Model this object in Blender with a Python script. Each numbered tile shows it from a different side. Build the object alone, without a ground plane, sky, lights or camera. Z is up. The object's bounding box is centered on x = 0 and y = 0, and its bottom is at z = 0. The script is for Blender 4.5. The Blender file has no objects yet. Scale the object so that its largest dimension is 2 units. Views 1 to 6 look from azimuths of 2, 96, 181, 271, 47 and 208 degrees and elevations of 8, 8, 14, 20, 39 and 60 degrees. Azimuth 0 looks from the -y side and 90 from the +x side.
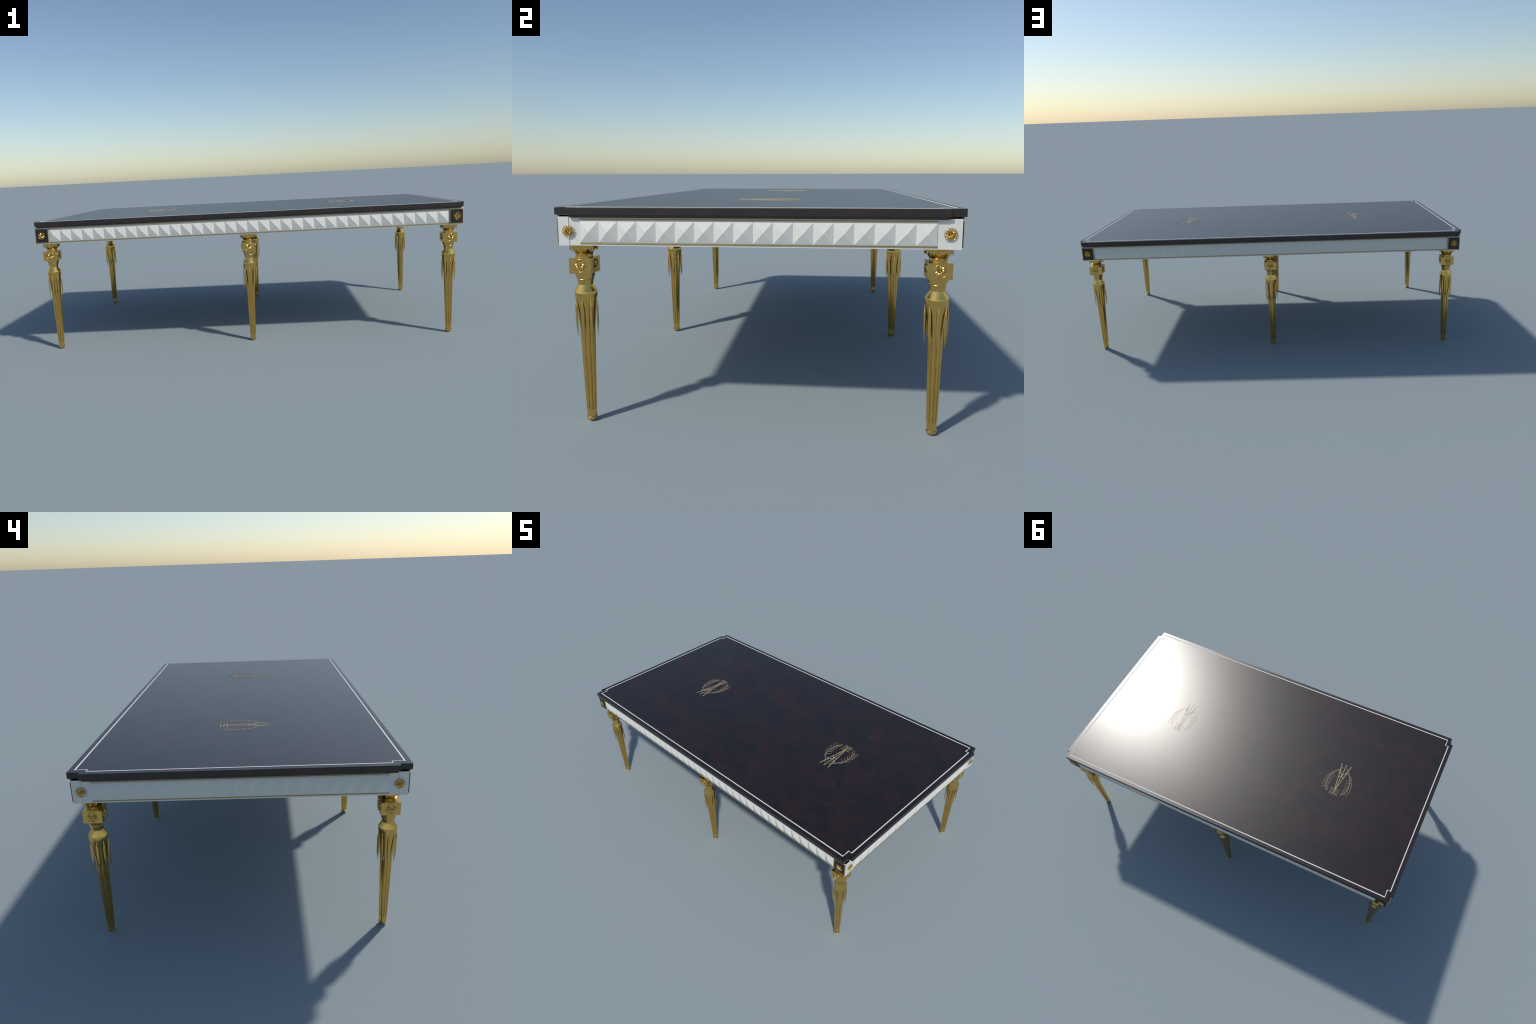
"""Neoclassical dining table: burl top with pale stringing and two inlaid gilt
emblems, white apron with pyramid studs, gilt rods and rosettes, six fluted
gilt legs with hanging leaves.  Metres, z up."""
import bpy, bmesh, math
from math import sin, cos, pi, radians
from mathutils import Vector, Matrix

# ------------------------------------------------------------ key dimensions
END_X, CORNER_X, SIDE_Y = 1.000, 0.983, 0.5358     # top outline
STEP_Y = 0.4948                                    # where the end steps back
TOP_Z, SLAB_Z = 0.6162, 0.5957                     # top slab
MOULD_Z, MOULD_IN = 0.5892, 0.0060                 # moulding under the slab
APRON_X, APRON_Y, APRON_B = 0.9862, 0.5215, 0.5139
BLOCK_X, BLOCK_Y, BLOCK_T = 0.9878, 0.5247, 0.5912
LEG_X, LEG_Y = 0.9335, 0.4800
CUBE_H, CUBE_B, CUBE_T = 0.0313, 0.4325, 0.4760

# ------------------------------------------------------------ materials
def new_mat(name):
    m = bpy.data.materials.new(name)
    m.use_nodes = True
    nt = m.node_tree
    nt.nodes.clear()
    out = nt.nodes.new("ShaderNodeOutputMaterial")
    p = nt.nodes.new("ShaderNodeBsdfPrincipled")
    nt.links.new(p.outputs[0], out.inputs[0])
    return m, nt, p

def node(nt, kind, **kw):
    n = nt.nodes.new(kind)
    for k, v in kw.items():
        setattr(n, k, v)
    return n

def ramp(nt, src, stops):
    r = node(nt, "ShaderNodeValToRGB")
    e = r.color_ramp.elements
    e[0].position, e[0].color = stops[0][0], (*stops[0][1], 1)
    e[1].position, e[1].color = stops[-1][0], (*stops[-1][1], 1)
    for pos, col in stops[1:-1]:
        x = e.new(pos)
        x.color = (*col, 1)
    nt.links.new(src, r.inputs[0])
    return r.outputs[0]

def noise(nt, vec, scale, detail=4, rough=0.5, dist=0.0):
    n = node(nt, "ShaderNodeTexNoise")
    n.inputs["Scale"].default_value = scale
    n.inputs["Detail"].default_value = detail
    n.inputs["Roughness"].default_value = rough
    n.inputs["Distortion"].default_value = dist
    nt.links.new(vec, n.inputs["Vector"])
    return n.outputs["Fac"]

def math_(nt, op, a, b):
    n = node(nt, "ShaderNodeMath", operation=op)
    for i, s in enumerate((a, b)):
        if isinstance(s, (int, float)):
            n.inputs[i].default_value = s
        else:
            nt.links.new(s, n.inputs[i])
    return n.outputs[0]

def burl_material():
    """Very dark lacquered burl: near black ground, clouds of oxblood red and
    fine contour-like figure lines."""
    m, nt, p = new_mat("dark_burl_lacquer")
    vec = node(nt, "ShaderNodeTexCoord").outputs["Object"]
    cloud = noise(nt, vec, 8.0, 5, 0.6, 0.8)
    fine = noise(nt, vec, 17.0, 3, 0.55, 1.2)
    field = noise(nt, vec, 6.5, 2.5, 0.5, 1.5)
    lines = math_(nt, "SINE", math_(nt, "MULTIPLY", field, 95.0), 0.0)
    lines = math_(nt, "MULTIPLY", lines, math_(nt, "MULTIPLY", fine, 0.16))
    f = math_(nt, "ADD", math_(nt, "MULTIPLY", cloud, 0.7), math_(nt, "MULTIPLY", fine, 0.3))
    f = math_(nt, "ADD", f, lines)
    col = ramp(nt, f, [(0.34, (0.0085, 0.0072, 0.0066)),
                       (0.50, (0.0165, 0.0094, 0.0080)),
                       (0.62, (0.0275, 0.0106, 0.0082)),
                       (0.76, (0.0400, 0.0125, 0.0094))])
    nt.links.new(col, p.inputs["Base Color"])
    p.inputs["Roughness"].default_value = 0.295
    p.inputs["IOR"].default_value = 1.5
    p.inputs["Specular IOR Level"].default_value = 0.66
    return m

def gilt_material(name="polished_gilt", rough=0.21, twist=False, tone=1.0):
    m, nt, p = new_mat(name)
    vec = node(nt, "ShaderNodeTexCoord").outputs["Object"]
    f = noise(nt, vec, 40.0, 3)
    col = ramp(nt, f, [(0.3, (0.70 * tone, 0.455 * tone, 0.128 * tone)),
                       (0.7, (0.79 * tone, 0.515 * tone, 0.150 * tone))])
    nt.links.new(col, p.inputs["Base Color"])
    p.inputs["Metallic"].default_value = 1.0
    p.inputs["Roughness"].default_value = rough
    if twist:                                    # diagonal bump to scatter glints along the rods
        w = node(nt, "ShaderNodeTexWave", bands_direction="DIAGONAL")
        w.inputs["Scale"].default_value = 90.0
        nt.links.new(vec, w.inputs["Vector"])
        b = node(nt, "ShaderNodeBump")
        b.inputs["Strength"].default_value = 0.25
        b.inputs["Distance"].default_value = 0.001
        nt.links.new(w.outputs["Fac"], b.inputs["Height"])
        nt.links.new(b.outputs[0], p.inputs["Normal"])
    return m

def plain_material(name, col, rough, spec=0.5, var=0.04, scale=25.0):
    m, nt, p = new_mat(name)
    vec = node(nt, "ShaderNodeTexCoord").outputs["Object"]
    f = noise(nt, vec, scale, 4)
    c = ramp(nt, f, [(0.3, tuple(v * (1 - var) for v in col)),
                     (0.7, tuple(min(1, v * (1 + var)) for v in col))])
    nt.links.new(c, p.inputs["Base Color"])
    p.inputs["Roughness"].default_value = rough
    p.inputs["Specular IOR Level"].default_value = spec
    return m

BURL = burl_material()
GILT = gilt_material()
GILT_DIMMED = gilt_material("gilt_dimmed", 0.32, True, 0.72)  # gilt colour darkened so the rods reflect less brightly
WHITE = plain_material("white_lacquer", (0.715, 0.70, 0.64), 0.45, 0.35, 0.015)
LINE = plain_material("pale_stringing", (0.74, 0.72, 0.66), 0.6, 0.2, 0.02)
BLACK = plain_material("ebonised_panel", (0.014, 0.012, 0.013), 0.40, 0.5, 0.25, 8.0)
INLAY = plain_material("dull_gold_inlay", (0.50, 0.385, 0.225), 0.45, 0.4, 0.05)

# ------------------------------------------------------------ helpers
def link(ob, parent=None):
    bpy.context.scene.collection.objects.link(ob)
    if parent is not None:
        ob.parent = parent
    return ob

def finish(bm, name, mat, parent, smooth=None, loc=(0, 0, 0)):
    bmesh.ops.remove_doubles(bm, verts=bm.verts, dist=1e-6)
    bmesh.ops.recalc_face_normals(bm, faces=bm.faces)
    me = bpy.data.meshes.new(name)
    if smooth is not None:
        for f in bm.faces:
            f.smooth = True
        for e in bm.edges:
            if len(e.link_faces) == 2 and e.calc_face_angle(0) > radians(smooth):
                e.smooth = False
    bm.to_mesh(me)
    bm.free()
    me.materials.append(mat)
    ob = bpy.data.objects.new(name, me)
    ob.location = loc
    return link(ob, parent)

def add_box(bm, lo, hi, bevel=0.0, segs=2):
    r = bmesh.ops.create_cube(bm, size=1.0)
    lo, hi = Vector(lo), Vector(hi)
    for v in r["verts"]:
        v.co = Vector([lo[i] + (v.co[i] + 0.5) * (hi[i] - lo[i]) for i in range(3)])
    if bevel:
        es = list({e for v in r["verts"] for e in v.link_edges})
        bmesh.ops.bevel(bm, geom=es, offset=bevel, segments=segs, affect="EDGES", profile=0.5)

def add_prism(bm, outline, z0, z1):
    lo = [bm.verts.new((x, y, z0)) for x, y in outline]
    hi = [bm.verts.new((x, y, z1)) for x, y in outline]
    n = len(outline)
    bm.faces.new(list(reversed(lo)))
    top = bm.faces.new(hi)
    for i in range(n):
        bm.faces.new((lo[i], lo[(i + 1) % n], hi[(i + 1) % n], hi[i]))
    return top

def add_tube(bm, rings, closed_ends=True):
    """Skin a list of vertex rings (lists of points)."""
    vr = [[bm.verts.new(p) for p in r] for r in rings]
    n = len(vr[0])
    for a, b in zip(vr, vr[1:]):
        for i in range(n):
            bm.faces.new((a[i], a[(i + 1) % n], b[(i + 1) % n], b[i]))
    if closed_ends:
        bm.faces.new(list(reversed(vr[0])))
        bm.faces.new(vr[-1])
    return vr

def lathe(bm, profile, seg=64):
    add_tube(bm, [[(r * cos(2 * pi * i / seg), r * sin(2 * pi * i / seg), z)
                   for i in range(seg)] for z, r in profile])

def add_rod(bm, p0, p1, rad, seg=10):
    p0, p1 = Vector(p0), Vector(p1)
    q = (p1 - p0).to_track_quat("Z", "Y")
    ring = [q @ Vector((rad * cos(2 * pi * i / seg), rad * sin(2 * pi * i / seg), 0)) for i in range(seg)]
    add_tube(bm, [[p0 + v for v in ring], [p1 + v for v in ring]])

def instance(src, name, parent, matrix):
    ob = src.copy()
    ob.name = name
    link(ob, parent)
    ob.matrix_local = matrix
    return ob

def mirrored(quarter):
    """Outline in the +x,+y quarter (from the end middle to the side middle),
    mirrored to a whole counter-clockwise loop."""
    q = list(quarter)
    return (q + [(-x, y) for x, y in reversed(q)]
            + [(-x, -y) for x, y in q] + [(x, -y) for x, y in reversed(q)])

# ------------------------------------------------------------ the table
table = bpy.data.objects.new("dining_table", None)
link(table)
table["label"] = "long dark burl table with white studded apron and gilded fluted legs"
table["category"] = "table"

# ---- top slab
bm = bmesh.new()
add_prism(bm, mirrored([(END_X, STEP_Y), (CORNER_X, STEP_Y), (CORNER_X, SIDE_Y)]), SLAB_Z, TOP_Z)
bmesh.ops.bevel(bm, geom=[e for e in bm.edges], offset=0.0009, segments=2, affect="EDGES", profile=0.5)
tabletop = finish(bm, "tabletop", BURL, table)

# ---- moulding under the slab (open behind the corner blocks)
i = MOULD_IN
bm = bmesh.new()
quarter = [(END_X - i, STEP_Y - i), (CORNER_X - 0.030, STEP_Y - i), (CORNER_X - 0.030, 0.5225),
           (CORNER_X - i, 0.5225), (CORNER_X - i, SIDE_Y - i)]
add_prism(bm, mirrored(quarter), MOULD_Z, SLAB_Z + 0.0006)
finish(bm, "moulding", BURL, table)

# ---- pale stringing let into the top
bm = bmesh.new()
zs0, zs1 = TOP_Z - 0.0012, TOP_Z + 0.0008
outer = [(END_X - .0200, STEP_Y - .0185), (CORNER_X - .0200, STEP_Y - .0185), (CORNER_X - .0200, SIDE_Y - .0182)]
inner = [(END_X - .0252, STEP_Y - .0206), (CORNER_X - .0247, STEP_Y - .0208), (CORNER_X - .0225, SIDE_Y - .0236)]
lo_o, lo_i = mirrored(outer), mirrored(inner)
loops = []
for pts, z in ((lo_o, zs0), (lo_o, zs1), (lo_i, zs1), (lo_i, zs0)):
    loops.append([bm.verts.new((x, y, z)) for x, y in pts])
n = len(lo_o)
for a in range(4):
    A, B = loops[a], loops[(a + 1) % 4]
    for k in range(n):
        bm.faces.new((A[k], A[(k + 1) % n], B[(k + 1) % n], B[k]))
finish(bm, "inlaid_border", LINE, table)

# ---- emblem: three rods tied by a ribbon inside a wreath, over a fringed bar
EZ0, EZ1 = TOP_Z - 0.0008, TOP_Z + 0.0005

def stroke(bm, pts, w0, w1=None):
    """Flat raised ribbon along pts with width running from w0 to w1."""
    w1 = w0 if w1 is None else w1
    P = [Vector(p) for p in pts]
    rings = []
    for k, p in enumerate(P):
        d = (P[min(k + 1, len(P) - 1)] - P[max(k - 1, 0)]).normalized()
        nrm = Vector((-d.y, d.x)) * 0.5 * (w0 + (w1 - w0) * k / (len(P) - 1))
        a, b = p + nrm, p - nrm
        c = 0.75
        rings.append([(a.x, a.y, EZ0), (b.x, b.y, EZ0),
                      (p.x - nrm.x * c, p.y - nrm.y * c, EZ1), (p.x + nrm.x * c, p.y + nrm.y * c, EZ1)])
    add_tube(bm, rings)

def spline(ctrl, t):
    """Catmull-Rom through ctrl, t in 0..1"""
    n = len(ctrl) - 1
    k = min(int(t * n), n - 1)
    f = t * n - k
    g = lambda j: Vector(ctrl[max(0, min(n, j))])
    a, b, c, d = g(k - 1), g(k), g(k + 1), g(k + 2)
    return 0.5 * ((2 * b) + (c - a) * f + (2 * a - 5 * b + 4 * c - d) * f * f + (3 * b - a - 3 * c + d) * f ** 3)

def make_emblem(name, mesh_src=None, x=0.0):
    bm = bmesh.new()
    for u in (-0.028, 0.0, 0.028):                                # rods
        stroke(bm, [(0, 0.080), (u * 0.5, -0.015), (u, -0.109)], 0.0030, 0.0040)
    stroke(bm, [(0, 0.064), (0, 0.080), (0, 0.087)], 0.0050, 0.0025)
    bow = [(0.0390, 0.0885), (0.0535, 0.068), (0.0612, 0.043), (0.0612, 0.010), (0.0570, -0.016),
           (0.0450, -0.041), (0.0270, -0.066), (0.0120, -0.086)]
    for s in (-1, 1):
        stem = [(s * p.x, p.y) for p in (spline(bow, k / 40) for k in range(41))]
        stroke(bm, stem, 0.0022, 0.0026)
        for k in range(7):                                        # wreath leaves
            v = 0.0645 - 0.0183 * k
            root = min((Vector(p) for p in stem), key=lambda p: abs(p.y - v))
            for out in (s, -s):           # every leaf sweeps towards the fringe
                if k == 6 and out == -s:
                    continue
                pts = [root + Vector((out * 0.0182 * sin(q / 6 * pi * 0.47), 0.0200 * (q / 6) ** 1.7))
                       for q in range(7)]
                stroke(bm, pts, 0.0017, 0.0012)
        stroke(bm, [stem[32], (s * 0.0235, -0.052), (s * 0.0195, -0.0420)], 0.0016)
        # ribbon crossing the rods
        stroke(bm, [(s * 0.0195, -0.055), (s * 0.010, -0.0475), (0, -0.034), (-s * 0.007, -0.024), (-s * 0.0125, -0.0195)], 0.0030)
        stroke(bm, [(s * 0.0128, -0.0190), (s * 0.0168, -0.036), (s * 0.0190, -0.056)], 0.0045, 0.0040)
        stroke(bm, [(s * 0.0185, -0.055), (s * 0.013, -0.062), (s * 0.010, -0.067)], 0.0026)
        # cross bars
        stroke(bm, [(s * 0.0080, 0.0602), (s * 0.018, 0.0602), (s * 0.0287, 0.0602)], 0.0026)
        stroke(bm, [(s * 0.0050, 0.0735), (s * 0.014, 0.0735), (s * 0.0243, 0.0735)], 0.0026)
        stroke(bm, [(s * 0.0010, 0.0862), (s * 0.012, 0.0862), (s * 0.0228, 0.0862)], 0.0024)
        for k in range(4):                                        # fringe
            u = s * (0.0034 + 0.0062 * k)
            d = 0.0022 * (-1) ** k
            stroke(bm, [(u - d, 0.0862), (u + d * 0.4, 0.0945), (u + d, 0.1025)], 0.0012, 0.0009)
    return finish(bm, name, INLAY, table, loc=(x, 0, 0))

emblem = make_emblem("emblem", x=0.5)
instance(emblem, "emblem", table, Matrix.Translation((-0.5, 0, 0)))

# ---- apron: four boards
bm = bmesh.new()
T = 0.022
for s in (-1, 1):
    add_box(bm, (-0.9300, min(s * APRON_Y, s * (APRON_Y - T)), APRON_B),
            (0.9300, max(s * APRON_Y, s * (APRON_Y - T)), MOULD_Z + 0.001))
    add_box(bm, (min(s * APRON_X, s * (APRON_X - T)), -STEP_Y - .0008, APRON_B),
            (max(s * APRON_X, s * (APRON_X - T)), STEP_Y + .0008, MOULD_Z + 0.001))
finish(bm, "apron", WHITE, table)

PX0, PX1, PZ0, PZ1, PY = 0.9262, 0.9857, 0.5190, 0.5850, 0.5275
# ---- rosettes
def petal_rosette(name, count, R, lift, wide, ring, stem):
    """Flower facing +z at height 0: thin ring, radiating petals, centre bead."""
    bm = bmesh.new()
    seg, ms = 48, 8
    rows = [[((R + ring * cos(2 * pi * b / ms)) * cos(2 * pi * a / seg),
              (R + ring * cos(2 * pi * b / ms)) * sin(2 * pi * a / seg),
              ring * sin(2 * pi * b / ms)) for b in range(ms)] for a in range(seg)]
    vr = [[bm.verts.new(p) for p in r] for r in rows]
    for a in range(seg):
        for b in range(ms):
            A, B = vr[a], vr[(a + 1) % seg]
            bm.faces.new((A[b], B[b], B[(b + 1) % ms], A[(b + 1) % ms]))
    prof = [(0.14, -0.10, 0.12), (0.22, 0.35, 0.42), (0.34, 0.85, 0.78), (0.50, 1.0, 1.0),
            (0.68, 0.82, 0.92), (0.82, 0.48, 0.62), (0.92, 0.22, 0.32), (1.0, 0.06, 0.10)]
    for k in range(count):
        a = 2 * pi * (k + 0.5) / count
        d, tn = Vector((cos(a), sin(a), 0)), Vector((-sin(a), cos(a), 0))
        rings = []
        for f, h, w in prof:
            hw = wide * w
            c = d * (R * f)
            z = lift * h
            t = 0.0007
            rings.append([c + tn * (hw * q) + Vector((0, 0, z * (1 - 0.45 * q * q) + up))
                          for q, up in ((-1, 0), (-.6, 0), (-.25, .0004), (0, .0007), (.25, .0004), (.6, 0), (1, 0),
                                        (.5, -t), (-.5, -t))])
        add_tube(bm, rings)
    r = bmesh.ops.create_uvsphere(bm, u_segments=12, v_segments=8, radius=0.0016)
    bmesh.ops.translate(bm, verts=r["verts"], vec=(0, 0, lift * 0.30))
    add_rod(bm, (0, 0, -stem), (0, 0, -lift * 0.10), R * 0.22, 12)
    return finish(bm, name, GILT, table, 50)

apron_rosette = petal_rosette("rosette", 12, 0.0158, 0.0034, 0.0024, 0.00070, 0.0065)
leg_rosette_mesh = petal_rosette("leg_rosette", 10, 0.0172, 0.0030, 0.0031, 0.0011, 0.001).data
bpy.data.objects.remove(bpy.data.objects["leg_rosette"])

def facing(axis, sign):
    """Rotation that turns local +z to the given outward axis."""
    d = Vector((sign, 0, 0)) if axis == 0 else Vector((0, sign, 0))
    return d.to_track_quat("Z", "Y").to_matrix().to_4x4()

spots = []
for s in (-1, 1):
    for q in (-1, 1):
        spots.append((0, s, (s * (BLOCK_X + 0.0034), q * 0.4960, 0.5526)))
        spots.append((1, q, (s * 0.9570, q * (PY + 0.0034), 0.5522)))
for k, (ax, sg, p) in enumerate(spots):
    mtx = Matrix.Translation(p) @ facing(ax, sg)
    if k == 0:
        apron_rosette.matrix_local = mtx
    else:
        instance(apron_rosette, "rosette", table, mtx)

# ---- corner blocks with ebonised panels in gilt frames
block_src = panel_src = frame_src = None
bm = bmesh.new()
add_box(bm, (0.9265, STEP_Y + .0006, APRON_B - .0002), (BLOCK_X, BLOCK_Y, BLOCK_T))
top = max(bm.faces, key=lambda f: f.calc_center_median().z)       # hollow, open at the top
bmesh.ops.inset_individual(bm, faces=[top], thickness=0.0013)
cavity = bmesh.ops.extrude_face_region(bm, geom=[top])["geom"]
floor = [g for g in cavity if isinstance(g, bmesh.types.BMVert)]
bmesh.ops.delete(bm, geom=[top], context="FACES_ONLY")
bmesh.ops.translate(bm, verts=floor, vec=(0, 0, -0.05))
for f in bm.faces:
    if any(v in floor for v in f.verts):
        f.material_index = 1  # white block's cavity coloured black to deepen the shadow inside
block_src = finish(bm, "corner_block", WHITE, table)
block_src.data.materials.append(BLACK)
bm = bmesh.new()
add_box(bm, (PX0, BLOCK_Y - .001, PZ0), (PX1, PY, PZ1))
panel_src = finish(bm, "corner_panel", BLACK, table)
bm = bmesh.new()
w, d0, d1 = 0.0018, PY - 0.0002, PY + 0.0010
add_box(bm, (PX0 - .0004, d0, PZ0 - .0004), (PX0 + w, d1, PZ1 + .0004), 0.0004, 1)
add_box(bm, (PX1 - w, d0, PZ0 - .0004), (PX1 + .0004, d1, PZ1 + .0004), 0.0004, 1)
add_box(bm, (PX0 + w, d0, PZ0 - .0004), (PX1 - w, PY + .0005, PZ0 + w), 0.0002, 1)
add_box(bm, (PX0 + w, d0, PZ1 - w), (PX1 - w, PY + .0003, PZ1 + .0004), 0.0002, 1)
frame_src = finish(bm, "panel_frame", GILT, table)
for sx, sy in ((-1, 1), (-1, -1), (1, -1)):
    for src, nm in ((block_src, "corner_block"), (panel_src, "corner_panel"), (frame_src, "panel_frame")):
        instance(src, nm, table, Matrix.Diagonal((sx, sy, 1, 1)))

# ---- pyramid studs
def stud(name, width, z0, z1, base, peak):
    bm = bmesh.new()
    h = (z1 - z0) / 2
    a = width / 2
    lo = [bm.verts.new((x, y, -0.001)) for x, y in ((-a, -h), (a, -h), (a, h), (-a, h))]
    hi = [bm.verts.new((v.co.x, v.co.y, base)) for v in lo]
    top = bm.verts.new((0, 0, base + peak))
    bm.faces.new(list(reversed(lo)))
    for k in range(4):
        bm.faces.new((lo[k], lo[(k + 1) % 4], hi[(k + 1) % 4], hi[k]))
        bm.faces.new((hi[k], hi[(k + 1) % 4], top))
    return finish(bm, name, WHITE, table)

SZ0, SZ1 = 0.5229, 0.5796
def stud_row(count, half, face, axis):
    pitch = 2 * half / count
    src = stud("pyramid_stud", pitch, SZ0, SZ1, 0.0018, 0.0100)
    first = True
    for sg in (-1, 1):
        for k in range(count):
            c = -half + pitch * (k + 0.5)
            p = (sg * face, c, (SZ0 + SZ1) / 2) if axis == 0 else (c, sg * face, (SZ0 + SZ1) / 2)
            rot = Matrix(((0, 0, sg), (sg, 0, 0), (0, 1, 0))).to_4x4() if axis == 0 else \
                  Matrix(((-sg, 0, 0), (0, 0, sg), (0, 1, 0))).to_4x4()
            mtx = Matrix.Translation(p) @ rot
            if first:
                src.matrix_local = mtx
                first = False
            else:
                instance(src, "pyramid_stud", table, mtx)

stud_row(36, 0.9230, APRON_Y, 1)
stud_row(18, 0.4640, APRON_X, 0)

# ---- gilt rods above and below the studs
def gilt_rod(axis, sg, z, half):
    bm = bmesh.new()
    if axis == 0:
        x = sorted((sg * (APRON_X - 0.0005), sg * (APRON_X + 0.0025)))
        add_box(bm, (x[0], -half, z - .00110), (x[1], half, z + .00110), 0.0005, 1)
    else:
        y = sorted((sg * (APRON_Y - 0.0005), sg * (APRON_Y + 0.0030)))
        add_box(bm, (-half, y[0], z - .00110), (half, y[1], z + .00110), 0.0005, 1)
    finish(bm, "gilt_rod", GILT_DIMMED, table)

for sg in (-1, 1):
    for z in (0.5840, 0.5200):
        gilt_rod(0, sg, z, 0.4655)
    for z in (0.5849, 0.5200):
        gilt_rod(1, sg, z, 0.9262)

# ------------------------------------------------------------ legs
FLUTES = 10
def leg_mesh(name):
    """Fluted taper with the baluster above it, as one turned piece."""
    bm = bmesh.new()
    prof = []
    z0, z1 = 0.0335, 0.274
    # angles per flute: groove floor, groove walls, slightly crowned band
    pat = [(-0.50, 1), (-0.43, .95), (-0.37, .60), (-0.32, 0.12), (-0.20, 0), (0.0, -0.05),
           (0.20, 0), (0.32, 0.12), (0.37, .60), (0.43, .95)]
    ang = [(2 * pi * (k + 0.5 + f) / FLUTES, g) for k in range(FLUTES) for f, g in pat]
    def ring(z, r, depth):
        return [((r - depth * g) * cos(a), (r - depth * g) * sin(a), z) for a, g in ang]
    rings = [ring(z0 - 0.0006, 0.0126, 0.0)]
    N = 24
    for k in range(N + 1):
        t = k / N
        z = z0 + (z1 - z0) * t
        r = 0.0141 + (0.0207 - 0.0141) * t ** 0.95
        dep = 0.0030
        if z > 0.268:
            dep *= max(0.0, (z1 - z) / 0.006)
            r -= 0.0004
        rings.append(ring(z, r, dep))
    top = [(0.282, 0.0212), (0.300, 0.0222), (0.320, 0.0238), (0.336, 0.0255), (0.350, 0.0276),
           (0.358, 0.0288), (0.3645, 0.0298), (0.3735, 0.0310), (0.3822, 0.0302),
           (0.3988, 0.0199), (0.4105, 0.0217), (0.4122, 0.0221),
           (0.4126, 0.0233), (0.4138, 0.0239), (0.4152, 0.0239), (0.4162, 0.0232), (0.4168, 0.0231),
           (0.4255, 0.0266), (CUBE_B + 0.001, 0.0284)]
    for z, r in top:
        rings.append(ring(z, r, 0.0))
    add_tube(bm, rings)
    ob = finish(bm, name, GILT, table, 34)
    # soft shading on the shoulder cone: normals lean less than the surface
    me = ob.data
    nor = [Vector(n.vector) for n in me.corner_normals]
    for poly in me.polygons:
        if 0.3824 < poly.center.z < 0.3986:
            for li in poly.loop_indices:
                co = me.vertices[me.loops[li].vertex_index].co
                lean = radians(12 if co.z > 0.39 else 17)
                rad = Vector((co.x, co.y, 0)).normalized()
                nor[li] = rad * cos(lean) + Vector((0, 0, sin(lean)))
    me.normals_split_custom_set([tuple(n) for n in nor])
    return ob

leg0 = leg_mesh("leg")

bm = bmesh.new()                                                  # foot
fp = [(0.0, 0.0060), (0.0002, 0.0088), (0.0012, 0.0112), (0.0032, 0.0130), (0.0056, 0.0140), (0.0080, 0.0144),
      (0.0092, 0.0147), (0.0100, 0.0151), (0.0109, 0.0151), (0.0116, 0.0145), (0.0119, 0.0137),
      (0.0220, 0.0130), (0.0300, 0.0127), (0.0340, 0.0126)]
lathe(bm, fp, 40)
foot0 = finish(bm, "foot", GILT, leg0, 35)

bm = bmesh.new()                                                  # square block
add_box(bm, (-CUBE_H, -CUBE_H, CUBE_B), (CUBE_H, CUBE_H, CUBE_T), 0.0005, 1)
cube0 = finish(bm, "leg_block", GILT, leg0)

bm = bmesh.new()                                                  # capital
cp = [(CUBE_T - 0.001, 0.0236), (0.4800, 0.0235), (0.4860, 0.0240), (0.4872, 0.0246), (0.4935, 0.0297),
      (0.4990, 0.0345), (0.5020, 0.0368), (0.5050, 0.0380), (0.5090, 0.0386), (APRON_B + 0.001, 0.0390)]
lathe(bm, cp, 56)
cap0 = finish(bm, "capital", GILT, leg0, 35)

bm = bmesh.new()                                                  # spikes below the capital
for k in range(12):
    a = 2 * pi * k / 12
    d, tn = Vector((cos(a), sin(a), 0)), Vector((-sin(a), cos(a), 0))
    rings = []
    for z, r, w in ((0.5045, 0.0366, 0.0024), (0.5000, 0.0374, 0.0024), (0.4960, 0.0370, 0.0015), (0.4930, 0.0366, 0.0002)):
        c = d * r + Vector((0, 0, z))
        rings.append([c + tn * w, c + d * w * 0.6, c - tn * w, c - d * w * 0.6])
    add_tube(bm, rings)
spike0 = finish(bm, "leaf_tips", GILT, leg0, 50)
spike0["kind"] = "stuff"

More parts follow.
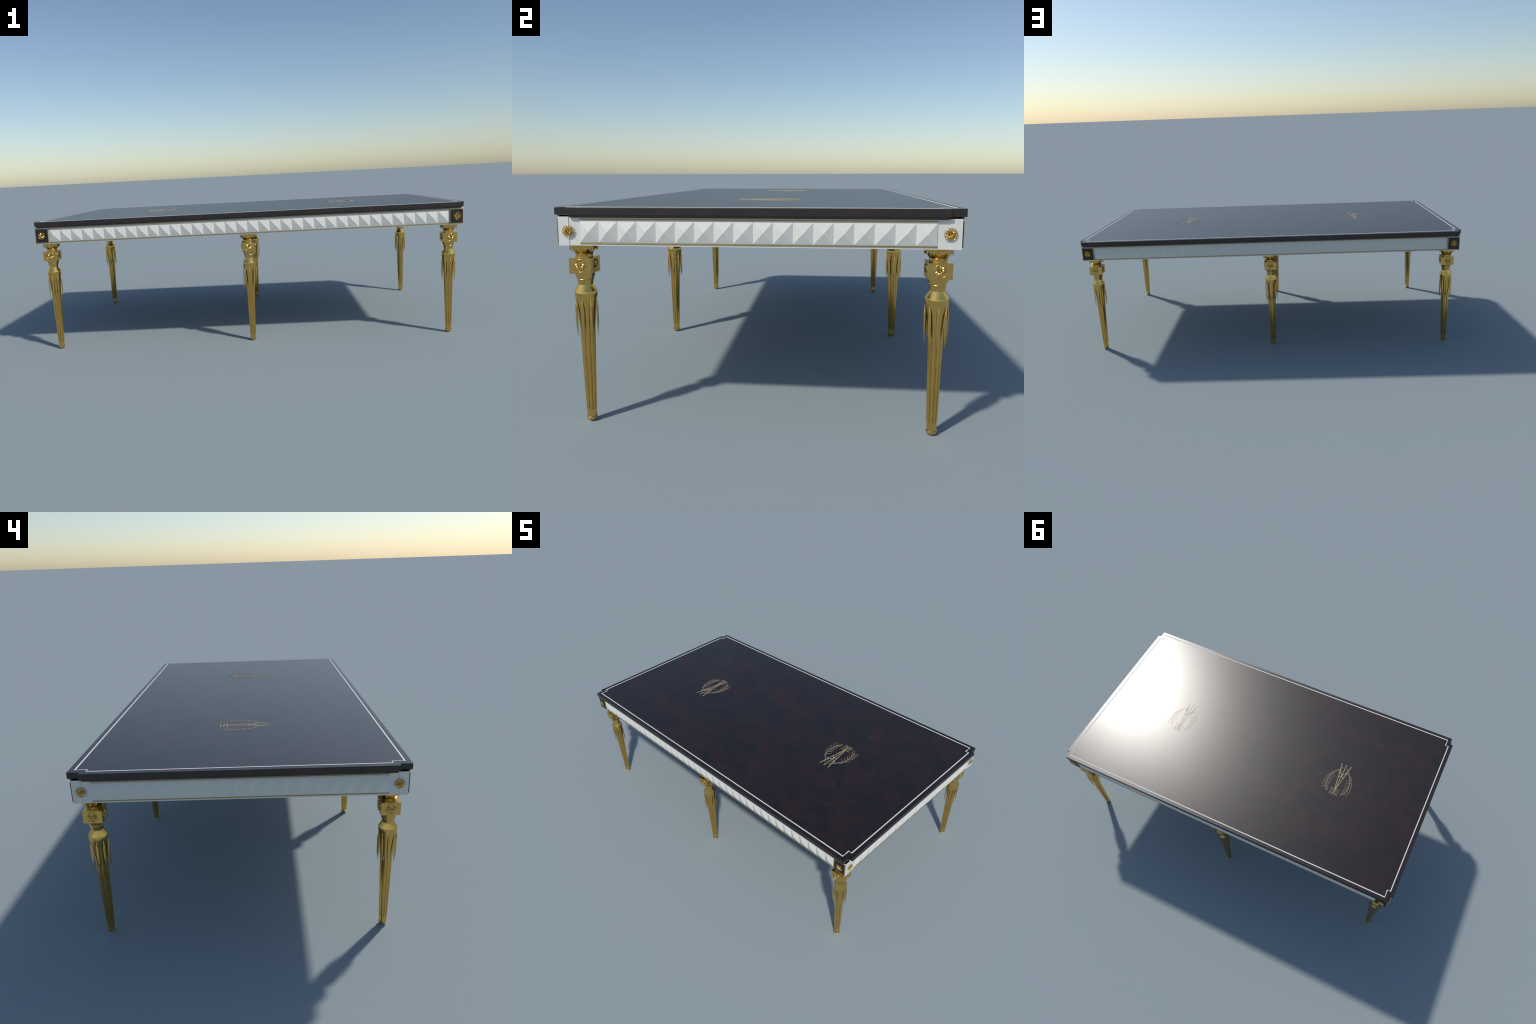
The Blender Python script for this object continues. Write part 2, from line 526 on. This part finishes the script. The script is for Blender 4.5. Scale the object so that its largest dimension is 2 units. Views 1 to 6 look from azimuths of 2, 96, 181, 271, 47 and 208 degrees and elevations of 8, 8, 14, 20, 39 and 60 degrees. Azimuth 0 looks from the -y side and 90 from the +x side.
bm = bmesh.new()                                                  # one hanging leaf, along +x
path = [(0.3800, 0.0309, .0004, .0004), (0.3775, 0.0305, .0009, .0008), (0.372, 0.0292, .0014, .0010),
        (0.366, 0.0286, .0013, .0011), (0.360, 0.0291, .0014, .0013), (0.353, 0.0298, .0017, .0015),
        (0.347, 0.0304, .0024, .0017), (0.341, 0.0305, .0038, .0021), (0.333, 0.0302, .0047, .0024),
        (0.315, 0.0299, .0049, .0025), (0.300, 0.0300, .0049, .0024), (0.288, 0.0302, .0048, .0022),
        (0.281, 0.0302, .0041, .0018), (0.271, 0.0297, .0027, .0013), (0.260, 0.0292, .0012, .0008),
        (0.2505, 0.0289, .0002, .0002)]
rings = []
for z, r, w, tk in path:
    rings.append([(r + tk * f, w * g, z) for f, g in
                  ((1.0, 0.0), (0.85, 0.45), (0.25, 0.92), (-0.35, 1.0), (-0.75, 0.6), (-0.55, 0.0),
                   (-0.75, -0.6), (-0.35, -1.0), (0.25, -0.92), (0.85, -0.45))])
add_tube(bm, rings)
leaf0 = finish(bm, "leaf", GILT, leg0, 50)

def dress(leg, first):
    """Foot, block, capital, spikes, eight leaves and four rosettes of a leg."""
    if not first:
        for src, nm in ((foot0, "foot"), (cube0, "leg_block"), (cap0, "capital"), (spike0, "leaf_tips")):
            instance(src, nm, leg, Matrix.Identity(4))
    for k in range(8):
        if first and k == 0:
            continue
        instance(leaf0, "leaf", leg, Matrix.Rotation(k * pi / 4, 4, "Z"))
    for ax in (0, 1):
        for sg in (-1, 1):
            p = Vector((0, 0, (CUBE_B + CUBE_T) / 2 + 0.0002))
            p[ax] = sg * (CUBE_H + 0.0002)
            ob = bpy.data.objects.new("rosette", leg_rosette_mesh)
            link(ob, leg)
            ob.matrix_local = Matrix.Translation(p) @ facing(ax, sg)

first = True
for lx in (-LEG_X, 0.0, LEG_X):
    for ly in (-LEG_Y, LEG_Y):
        leg = leg0 if first else instance(leg0, "leg", table, Matrix.Identity(4))
        leg.matrix_local = Matrix.Translation((lx, ly, 0))
        dress(leg, first)
        first = False
